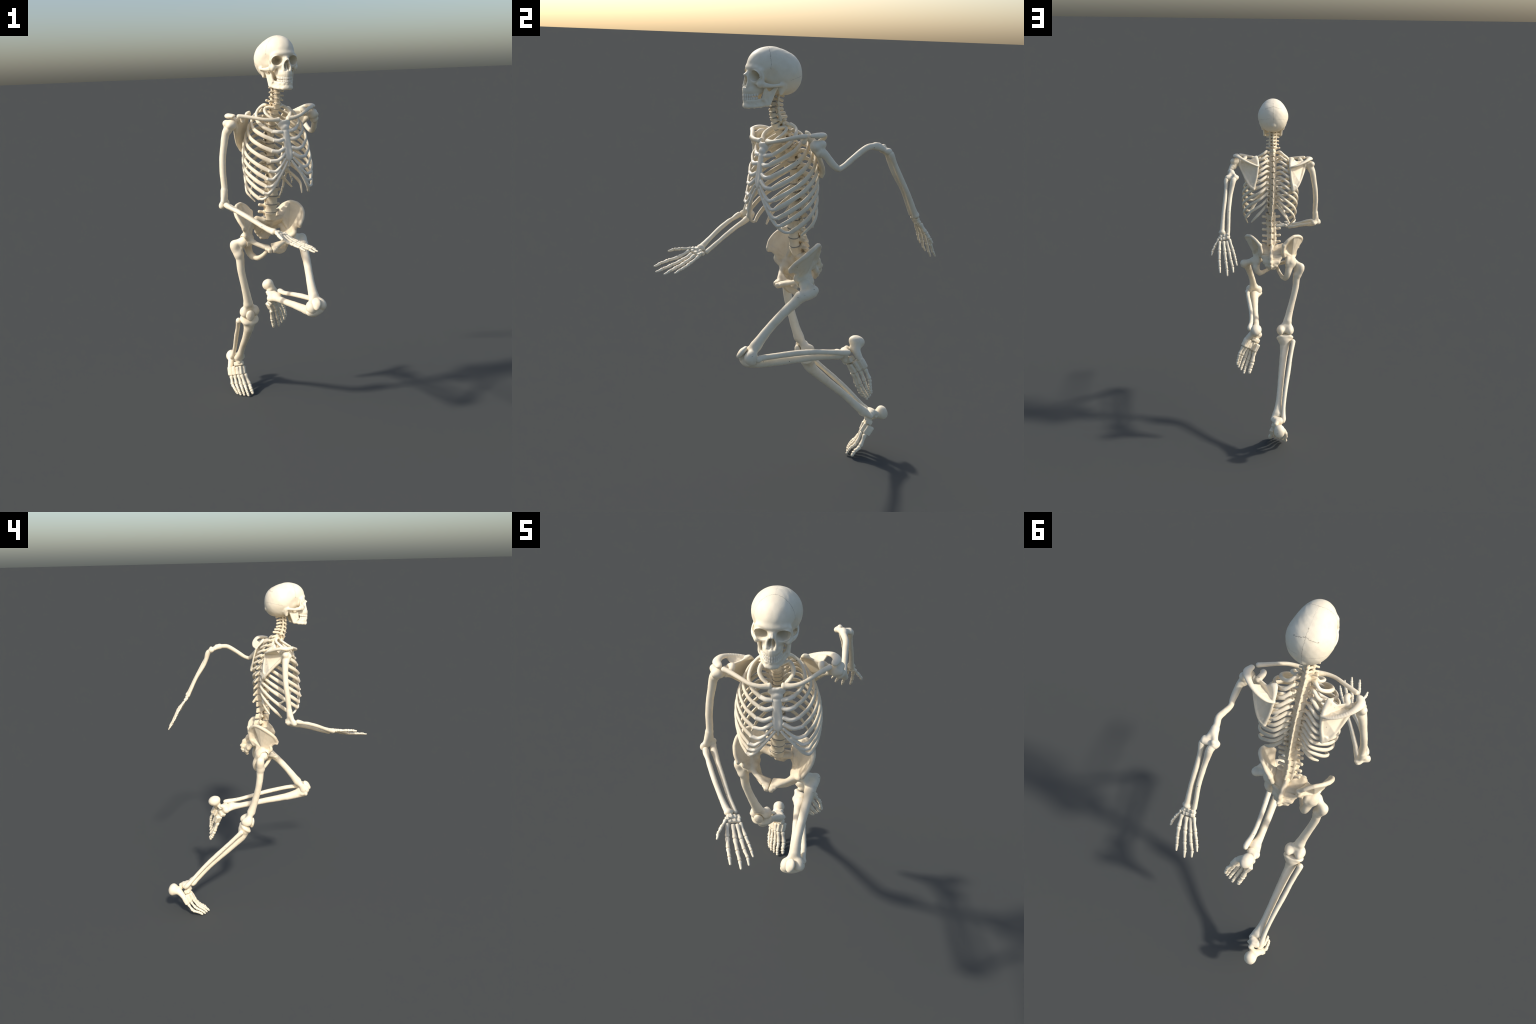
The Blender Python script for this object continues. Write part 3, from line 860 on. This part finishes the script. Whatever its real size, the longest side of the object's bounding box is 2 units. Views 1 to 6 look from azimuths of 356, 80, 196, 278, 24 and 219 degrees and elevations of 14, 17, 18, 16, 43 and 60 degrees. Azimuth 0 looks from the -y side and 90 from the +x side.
# right hand: joints in world space; the left hand repeats the same pose
RAYS = [
    ([(-0.013, -0.447, 1.153), (-0.010, -0.491, 1.153), (-0.007, -0.522, 1.152), (0.002, -0.549, 1.146)], 0.0084),
    ([(-0.001, -0.456, 1.147), (0.023, -0.504, 1.126), (0.049, -0.548, 1.121), (0.071, -0.580, 1.116), (0.090, -0.609, 1.107)], 0.0090),
    ([(0.017, -0.446, 1.139), (0.050, -0.493, 1.119), (0.082, -0.536, 1.110), (0.110, -0.571, 1.104), (0.132, -0.603, 1.097)], 0.0090),
    ([(0.031, -0.435, 1.137), (0.071, -0.481, 1.115), (0.102, -0.517, 1.106), (0.130, -0.543, 1.101), (0.149, -0.570, 1.091)], 0.0086),
    ([(0.037, -0.419, 1.133), (0.080, -0.460, 1.114), (0.106, -0.484, 1.106), (0.127, -0.506, 1.101), (0.146, -0.527, 1.093)], 0.0076),
]
CARPALS = [((-0.007, -0.425, 1.152), (0.010, 0.012, 0.009)), ((0.006, -0.413, 1.145), (0.0095, 0.010, 0.0085)), ((0.018, -0.401, 1.138), (0.0085, 0.009, 0.0085)), ((-0.010, -0.440, 1.153), (0.0085, 0.009, 0.008)),
           ((0.002, -0.442, 1.146), (0.0085, 0.009, 0.008)), ((0.013, -0.430, 1.142), (0.0085, 0.012, 0.008)), ((0.027, -0.417, 1.136), (0.0095, 0.010, 0.0085)), ((0.026, -0.407, 1.142), (0.007, 0.0075, 0.0065))]
TO_LEFT = np.eye(4)
TO_LEFT[:3, :3] = A([[0.82075, -0.37565, 0.43041], [0.19557, -0.52314, -0.82950], [0.53677, 0.76499, -0.35590]])
TO_LEFT[:3, 3] = A([0.1112, 0.5462, 1.2410]) - TO_LEFT[:3, :3] @ A([-0.0540, -0.4947, 1.1235])


def phalanx(a, b, r, flatn, kind, gap=0.0010):
    """a small long bone with a waist and knuckle ends; kind 'tip' tapers"""
    a, b = A(a), A(b)
    d = norm(b - a)
    a, b = a + d * gap, b - d * gap * 0.5
    t = np.linspace(0, 1, 15)
    if kind == "tip":
        w = np.interp(t, [0, 0.08, 0.35, 0.75, 0.9, 1], [0.92, 0.98, 0.76, 0.66, 0.64, 0.50])
    elif kind == "toe_tip":
        w = np.interp(t, [0, 0.12, 0.45, 0.8, 1], [0.95, 1.0, 0.72, 0.80, 0.62])
    elif kind == "meta":
        w = np.interp(t, [0, 0.1, 0.4, 0.75, 0.9, 1], [1.0, 1.0, 0.70, 0.84, 1.04, 0.92])
    else:
        w = np.interp(t, [0, 0.1, 0.45, 0.8, 0.93, 1], [0.95, 1.02, 0.76, 0.82, 0.93, 0.82])
    e = 0.35 * r
    P = a + np.outer(e + t * (np.linalg.norm(b - a) - 2 * e), d)
    P = P + np.outer(np.sin(math.pi * t) * -0.0012, flatn)
    return loft(P, r * w, r * w * 0.80, flatn, 14, 4)


def build_hands():
    palm = norm(np.cross(A(RAYS[2][0][4]) - A(RAYS[2][0][0]), A(RAYS[4][0][1]) - A(RAYS[1][0][1])))
    if palm[2] < 0:
        palm = -palm
    for left in (False, True):
        def go(V):
            V = np.asarray(V, float)
            return put(TO_LEFT, V * A([-1, 1, 1])) if left else V

        s = Field((-0.035, -0.465, 1.115), (0.050, -0.380, 1.175), 0.0012)
        X = basis((0.62, -0.74, -0.2), (0.74, 0.62, 0))
        for c, r in CARPALS:
            s.block(c, A(r) * A([0.98, 0.98, 0.95]), X, rnd=0.0055, k=0.0008)
        s.ripple(0.0004, 260.0)
        V, F = s.mesh()
        hand = add("hand", go(relax(V, F)), F[:, ::-1] if left else F, BONE)
        for j, (ray, r) in enumerate(RAYS):
            n = palm if j else norm(A([-0.75, 0.1, 0.65]))
            for q in range(len(ray) - 1):
                last = q == len(ray) - 2
                V, F = phalanx(ray[q], ray[q + 1], r * (1.0 if q == 0 else 1.0 - 0.09 * (q - 1)), n, "meta" if q == 0 else "tip" if last else "mid")
                add("metacarpal" if q == 0 else "finger_bone", go(V), [f[::-1] for f in F] if left else F, BONE, hand)


# ================================================================== PELVIS AND LEGS
def build_hips():
    s = Field((-0.115, 0.0, -0.165), (0.095, 0.200, 0.170), 0.0019)
    hub = (-0.018, 0.111, 0.004)
    crest = [(0.066, 0.145, 0.046), (0.052, 0.162, 0.075), (0.030, 0.171, 0.098), (0.000, 0.170, 0.120), (-0.032, 0.156, 0.137), (-0.060, 0.130, 0.142), (-0.082, 0.098, 0.124), (-0.090, 0.072, 0.094)]
    back = [(-0.090, 0.072, 0.094), (-0.084, 0.066, 0.050), (-0.066, 0.068, 0.022)]
    ear = (-0.028, 0.080, 0.062)                                                   # joint with the sacrum
    s.sheet([(hub, a, b) for a, b in zip(crest[:5], crest[1:6])] + [(hub, ear, crest[5]), (ear, crest[5], crest[6]), (ear, crest[6], crest[7])], 0.0070, 0.006)
    s.sheet([(hub, ear, back[1]), (ear, back[0], back[1]), (hub, back[1], back[2])], 0.0070, 0.008)
    s.tube([ear, (-0.050, 0.076, 0.045), back[2]], [0.009, 0.010, 0.010], 0.010)
    s.tube(crest, [0.0085, 0.0080, 0.0085, 0.0095, 0.0090, 0.0085, 0.0085, 0.0095], 0.006)
    s.tube(back, [0.0095, 0.010, 0.0105], 0.008)
    s.plate(hub, (0.050, 0.142, 0.050), (0.024, 0.122, 0.006), 0.0055, 0.008)
    s.tube([(0.064, 0.144, 0.036), (0.048, 0.138, 0.036), (0.030, 0.132, 0.022), (0.031, 0.127, -0.002), (0.018, 0.116, -0.016)], [0.0082, 0.0065, 0.0070, 0.0105, 0.013], 0.007)
    s.plate(hub, (-0.045, 0.088, 0.006), (-0.055, 0.085, -0.045), 0.009, 0.010)
    s.tube([(-0.052, 0.072, 0.030), (-0.040, 0.086, 0.010), (-0.052, 0.086, -0.030)], [0.012, 0.011, 0.012], 0.010)
    s.ell((-0.022, 0.107, -0.034), (0.040, 0.036, 0.040), 0.012)
    s.tube([(0.006, 0.094, -0.034), (0.026, 0.066, -0.050), (0.040, 0.038, -0.062), (0.048, 0.016, -0.070)], [0.0150, 0.0108, 0.0102, 0.0105], 0.008)
    s.block((0.046, 0.0105, -0.074), (0.031, 0.0100, 0.0115), R=[[0.985, 0, 0.17], [0, 1, 0], [-0.17, 0, 0.985]], rnd=0.006, k=0.008)
    s.tube([(0.060, 0.026, -0.071), (0.070, 0.013, -0.076)], [0.007, 0.0065], 0.006)
    s.tube([(-0.042, 0.100, -0.055), (-0.058, 0.093, -0.088), (-0.058, 0.084, -0.115), (-0.045, 0.070, -0.130)], [0.0235, 0.0200, 0.0175, 0.0155], 0.010)
    s.tube([(-0.046, 0.074, -0.130), (-0.020, 0.052, -0.133), (0.008, 0.030, -0.112), (0.028, 0.014, -0.086)], [0.0145, 0.0125, 0.0105, 0.0100], 0.008)
    s.sheet([((0.050, 0.010, -0.071), (0.020, 0.010, -0.068), (0.024, 0.062, -0.051)), ((0.050, 0.010, -0.071), (0.024, 0.062, -0.051), (0.046, 0.034, -0.064))], 0.0090, 0.006)
    s.ell((-0.014, 0.123, -0.040), (0.0290, 0.0290, 0.0290), 0.002, cut=True)                          # hip socket
    s.ell((-0.004, 0.145, -0.055), (0.030, 0.018, 0.028), 0.006, cut=True)
    s.tube([(-0.050, 0.115, 0.012), (-0.024, 0.128, 0.008), (0.008, 0.132, 0.000)], 0.0014, 0.003, cut=True)
    s.block((0.02, 0.0, -0.09), (0.12, 0.0012, 0.06), rnd=0.0005, k=0.001, cut=True)                  # symphysis slit
    s.ripple(0.0004, 60.0)
    V, F = s.mesh()
    V = relax(V, F, 18, 0.6)
    VR, FR = mirrored(V, F)
    add("hip_bone", put(PELVIS, VR), FR, PELV)
    # the seat bone of the raised leg is carried up and out with the thigh
    t = np.clip(-V[:, 2] / 0.11, 0, 1)
    w = t * t * (3 - 2 * t) * np.clip((0.045 - V[:, 0]) / 0.06, 0, 1)
    V = V + np.outer(w, A([0.004, 0.014, 0.030]))
    add("hip_bone", put(PELVIS, V), F, PELV)


def femur(head, troc, shaft, rad, lat, med, front):
    head, troc, lat, med, front = A(head), A(troc), A(lat), A(med), norm(front)
    shaft = [A(p) for p in shaft]
    allp = A([head, troc, lat, med] + shaft)
    s = Field(allp.min(0) - 0.055, allp.max(0) + 0.055, 0.0021)
    s.tube(shaft, rad, 0)
    s.ell(head, 0.0265, 0.0)
    up = norm(shaft[0] - shaft[2])
    inn = norm(head - troc)
    s.tube([head, (head + troc) / 2 - up * 0.004, troc - up * 0.022 + inn * 0.012], [0.018, 0.0165, 0.020], 0.010)
    s.tube([troc - up * 0.012 + inn * 0.010, troc - up * 0.035 + inn * 0.012, shaft[0]], [0.0200, 0.0225, rad[0]], 0.010)
    s.plate(head, troc - up * 0.034 + inn * 0.014, shaft[0], 0.0110, 0.010)
    s.ell(shaft[0] - front * 0.014 + inn * 0.016 - up * 0.002, (0.011, 0.011, 0.011), 0.012)           # lesser trochanter
    ax = norm(med - lat)
    mid = (lat + med) / 2
    s.plate(shaft[-1], lat + ax * 0.018, med - ax * 0.018, 0.0165, 0.014)
    for p in (lat + ax * 0.022, med - ax * 0.022):
        s.ell(p - front * 0.007, (0.0215, 0.029, 0.027), 0.014, R=basis(ax, front))
        s.ell(p + front * 0.004 - norm(mid - shaft[-1]) * 0.006, (0.0205, 0.022, 0.026), 0.014, R=basis(ax, front))
    dn = norm(mid - shaft[-1])
    s.tube([mid - front * 0.040 + dn * 0.004, mid - front * 0.010 + dn * 0.026], [0.0115, 0.008], 0.008, cut=True)
    s.ripple(0.0005, 45.0)
    V, F = s.mesh()
    add("femur", relax(V, F), F, BONE)


def tibia(plat, ax, shaft, rad, mal, front, deep=0.0365):
    plat, ax, front = A(plat), norm(ax), norm(front)       # ax: lateral to medial
    shaft = [A(p) for p in shaft]
    mal = A(mal)
    allp = A([plat, mal] + shaft)
    s = Field(allp.min(0) - 0.062, allp.max(0) + 0.062, 0.0021)
    dn = norm(shaft[1] - plat)
    s.tube([plat + dn * 0.022] + shaft, [0.030] + list(rad), 0)
    s.ell(plat + dn * 0.010, (0.051, deep, 0.0185), 0.014, R=basis(ax, front))
    s.ell(plat + dn * 0.026, (0.040, deep * 0.85, 0.026), 0.014, R=basis(ax, front))
    for q in (-1, 1):
        s.ell(plat + ax * 0.024 * q + dn * 0.008, (0.024, deep - 0.0035, 0.012), 0.010, R=basis(ax, front))
    s.ell(plat - dn * 0.004, (0.008, 0.010, 0.006), 0.008, R=basis(ax, front))
    s.tube([plat + dn * 0.022 + front * 0.022, plat + dn * 0.055 + front * 0.018, shaft[1] + front * 0.006], [0.013, 0.012, 0.012], 0.012)
    s.ell(shaft[-1], (0.0245, 0.0215, 0.020), 0.012, R=basis(ax, front))
    s.plate(shaft[-2], mal - ax * 0.010, shaft[-1] - ax * 0.020 + dn * 0.008, 0.0120, 0.012)
    s.tube([shaft[-1] + ax * 0.012, mal - ax * 0.006], [0.015, 0.0100], 0.010)
    s.ripple(0.0004, 45.0)
    V, F = s.mesh()
    add("tibia", relax(V, F), F, BONE)


def patella(c, front, up):
    front = norm(front)
    s = Field(A(c) - 0.04, A(c) + 0.04, 0.0016)
    R = basis(front, np.cross(norm(up), front))
    s.ell(c, (0.0125, 0.0235, 0.0300), 0, R=R)
    s.ell(A(c) - norm(up) * 0.014, (0.0095, 0.013, 0.020), 0.008, R=R)
    s.ripple(0.0005, 120.0)
    V, F = s.mesh()
    add("patella", relax(V, F), F, BONE)


def build_legs():
    hipR, hipL = put(PELVIS, (-0.015, -0.123, -0.041)), put(PELVIS, (-0.012, 0.126, -0.033))
    femur(hipR, (-0.197, 0.006, 1.020), [(-0.165, 0.008, 0.955), (-0.159, 0.012, 0.925), (-0.157, 0.017, 0.876), (-0.147, 0.031, 0.810), (-0.132, 0.055, 0.725), (-0.125, 0.074, 0.672)],
          [0.0235, 0.0215, 0.0195, 0.0190, 0.0205, 0.0240], (-0.165, 0.090, 0.612), (-0.070, 0.120, 0.612), (0.30, -0.94, -0.20))
    femur(hipL, (0.176, 0.076, 1.022), [(0.166, 0.005, 0.985), (0.167, -0.027, 0.952), (0.172, -0.072, 0.910), (0.174, -0.114, 0.863), (0.178, -0.152, 0.815), (0.183, -0.181, 0.776)],
          [0.0235, 0.0215, 0.0195, 0.0190, 0.0205, 0.0240], (0.236, -0.203, 0.734), (0.144, -0.240, 0.721), (-0.30, -0.75, 0.58))
    patella((-0.116, 0.072, 0.602), (0.30, -0.94, -0.15), (-0.02, -0.2, 0.98))
    patella((0.187, -0.241, 0.750), (-0.36, -0.72, 0.58), (0.0, 0.62, 0.78))
    tibia((-0.119, 0.112, 0.576), (0.092, 0.034, 0.0), [(-0.123, 0.136, 0.518), (-0.127, 0.165, 0.484), (-0.136, 0.232, 0.421), (-0.151, 0.322, 0.341), (-0.162, 0.395, 0.269), (-0.170, 0.444, 0.222)],
          [0.0285, 0.0240, 0.0205, 0.0178, 0.0185, 0.0225], (-0.143, 0.481, 0.204), (0.30, -0.70, -0.65))
    tibia((0.190, -0.229, 0.713), (-0.090, -0.038, -0.018), [(0.177, -0.185, 0.696), (0.152, -0.115, 0.681), (0.112, 0.000, 0.668), (0.076, 0.095, 0.658), (0.047, 0.180, 0.649), (0.040, 0.222, 0.650)],
          [0.0265, 0.0215, 0.0185, 0.0165, 0.0180, 0.0215], (0.008, 0.232, 0.632), (-0.35, -0.40, -0.85), 0.0250)
    long_bone("fibula", [(-0.176, 0.133, 0.556), (-0.179, 0.150, 0.540), (-0.181, 0.200, 0.491), (-0.187, 0.270, 0.425), (-0.192, 0.350, 0.347), (-0.199, 0.412, 0.279), (-0.206, 0.446, 0.240), (-0.213, 0.470, 0.215), (-0.213, 0.480, 0.205)],
              [0.0155, 0.0125, 0.0112, 0.0122, 0.0118, 0.0112, 0.0118, 0.0145, 0.0135])
    long_bone("fibula", [(0.222, -0.178, 0.727), (0.214, -0.160, 0.730), (0.193, -0.100, 0.727), (0.152, -0.006, 0.716), (0.113, 0.085, 0.701), (0.080, 0.180, 0.681), (0.068, 0.250, 0.670), (0.063, 0.266, 0.668)],
              [0.0150, 0.0130, 0.0122, 0.0130, 0.0118, 0.0115, 0.0140, 0.0125])


# right foot: tarsus and metatarsals in world space; the left foot repeats them, toes straightened
FOOT_L = np.eye(4)
FOOT_L[:3, :3] = A([[0.7986, -0.5913, -0.1121], [0.2826, 0.5328, -0.7977], [0.5314, 0.6053, 0.5926]])
FOOT_L[:3, 3] = A([0.0434, 0.3369, 0.5710]) - FOOT_L[:3, :3] @ A([0.1847, 0.4711, 0.0958])
TMT = [(-0.143, 0.455, 0.105), (-0.163, 0.443, 0.107), (-0.182, 0.446, 0.107), (-0.203, 0.457, 0.099), (-0.224, 0.469, 0.092)]
MTP = [(-0.121, 0.427, 0.047), (-0.147, 0.413, 0.052), (-0.171, 0.416, 0.055), (-0.197, 0.428, 0.055), (-0.220, 0.441, 0.047)]
TIP = [(-0.103, 0.378, 0.009), (-0.129, 0.357, 0.008), (-0.153, 0.366, 0.009), (-0.174, 0.373, 0.010), (-0.191, 0.386, 0.013)]
TIP_L = [(0.034, 0.367, 0.420), (0.065, 0.378, 0.420), (0.084, 0.378, 0.440), (0.099, 0.379, 0.456), (0.107, 0.379, 0.474)]
MT_R = [0.0140, 0.0110, 0.0104, 0.0104, 0.0108]


def build_feet():
    sole = norm(np.cross(A(TMT[4]) - A(TMT[0]), A(MTP[2]) - A(TMT[2])))
    if sole[1] > 0:
        sole = -sole                                         # points out of the top of the foot
    for left in (False, True):
        def go(V):
            V = np.asarray(V, float)
            return put(FOOT_L, V * A([-1, 1, 1])) if left else V

        def emit(name, s, parent=None):
            V, F = s.mesh()
            return add(name, go(relax(V, F)), F[:, ::-1] if left else F, BONE, parent)

        lo, hi = (-0.260, 0.400, 0.070), (-0.110, 0.630, 0.260)
        fwd = norm(A(TMT[2]) - A((-0.185, 0.470, 0.165)))
        side = norm(A(TMT[0]) - A(TMT[4]))
        X = basis(side, fwd)
        s = Field(lo, hi, 0.0017)                            # wedge bones of the instep and the cuboid
        rear = [(-0.158, 0.482, 0.146), (-0.172, 0.468, 0.152), (-0.187, 0.463, 0.152)]
        for i in range(3):
            a, b = A(rear[i]), A(TMT[i])
            s.block((a + b) / 2 - sole * (0.004 if i else 0.006), ((0.0128, 0.0100, 0.0105)[i], np.linalg.norm(a - b) / 2 - 0.0004, 0.0150 if i else 0.0190), basis(side, b - a), rnd=0.0065, k=0.001)
        for a, b, w in (((-0.207, 0.478, 0.150), TMT[3], 0.0108), ((-0.225, 0.488, 0.140), TMT[4], 0.0112)):
            a, b = A(a), A(b)
            s.block((a + b) / 2 - sole * 0.004, (w, np.linalg.norm(a - b) / 2 - 0.0004, 0.0150), basis(side, b - a), rnd=0.0075, k=0.002)
        s.block(A((-0.174, 0.478, 0.164)), (0.029, 0.0125, 0.0175), X, rnd=0.008, k=0.001)         # boat bone
        s.tube([(-0.232, 0.492, 0.132), (-0.232, 0.478, 0.100)], [0.012, 0.010], 0.003)
        s.ripple(0.0005, 150.0)
        foot = emit("foot", s)
        s = Field(lo, hi, 0.0017)
        s.ell((-0.214, 0.562, 0.184), (0.032, 0.0280, 0.0385), 0, R=basis((1, 0.2, 0), (0, 0.9, 0.3)))
        s.tube([(-0.212, 0.552, 0.182), (-0.216, 0.525, 0.170), (-0.222, 0.505, 0.152), (-0.226, 0.495, 0.140)], [0.026, 0.0205, 0.0170, 0.0145], 0.012)
        s.tube([(-0.206, 0.530, 0.182), (-0.178, 0.515, 0.186)], [0.015, 0.011], 0.010)
        s.ripple(0.0004, 80.0)
        emit("heel_bone", s, foot)
        s = Field(lo, hi, 0.0017)
        s.tube([(-0.195, 0.486, 0.204), (-0.167, 0.482, 0.203)], [0.0220, 0.0215], 0)
        s.tube([(-0.182, 0.500, 0.206), (-0.180, 0.520, 0.200)], [0.018, 0.012], 0.008)
        s.tube([(-0.178, 0.480, 0.196), (-0.172, 0.474, 0.180)], [0.021, 0.0185], 0.008)
        s.ripple(0.0005, 100.0)
        emit("ankle_bone", s, foot)
        for j in range(5):
            a, b = go(TMT[j]), go(MTP[j])
            n = go(A(TMT[j]) + sole) - a
            add("metatarsal", *phalanx(a, b, MT_R[j], n, "meta"), BONE, foot)
            c = A(TIP_L[j]) if left else A(TIP[j]) - A([0, 0, 0.004])
            cuts = [0, 0.55, 1.0] if j == 0 else [0, 0.46, 0.72, 1.0]
            knee = n * (0.002 if left else 0.006)
            bow = lambda t: b + (c - b) * t + (knee * math.sin(math.pi * t))
            for q in range(len(cuts) - 1):
                p0, p1 = bow(cuts[q]), bow(cuts[q + 1])
                r = MT_R[j] * ((0.98, 0.90)[q] if j == 0 else (0.90, 0.82, 0.80)[q])
                add("toe_bone", *phalanx(p0, p1, r, n, "toe_tip" if q == len(cuts) - 2 else "mid", 0.0006), BONE, foot)


skull = build_skull()
build_jaw(skull)
build_teeth(skull)
build_spine()
build_sacrum()
build_ribs()
build_cartilage()
build_shoulders()
build_arms()
build_hands()
build_hips()
build_legs()
build_feet()
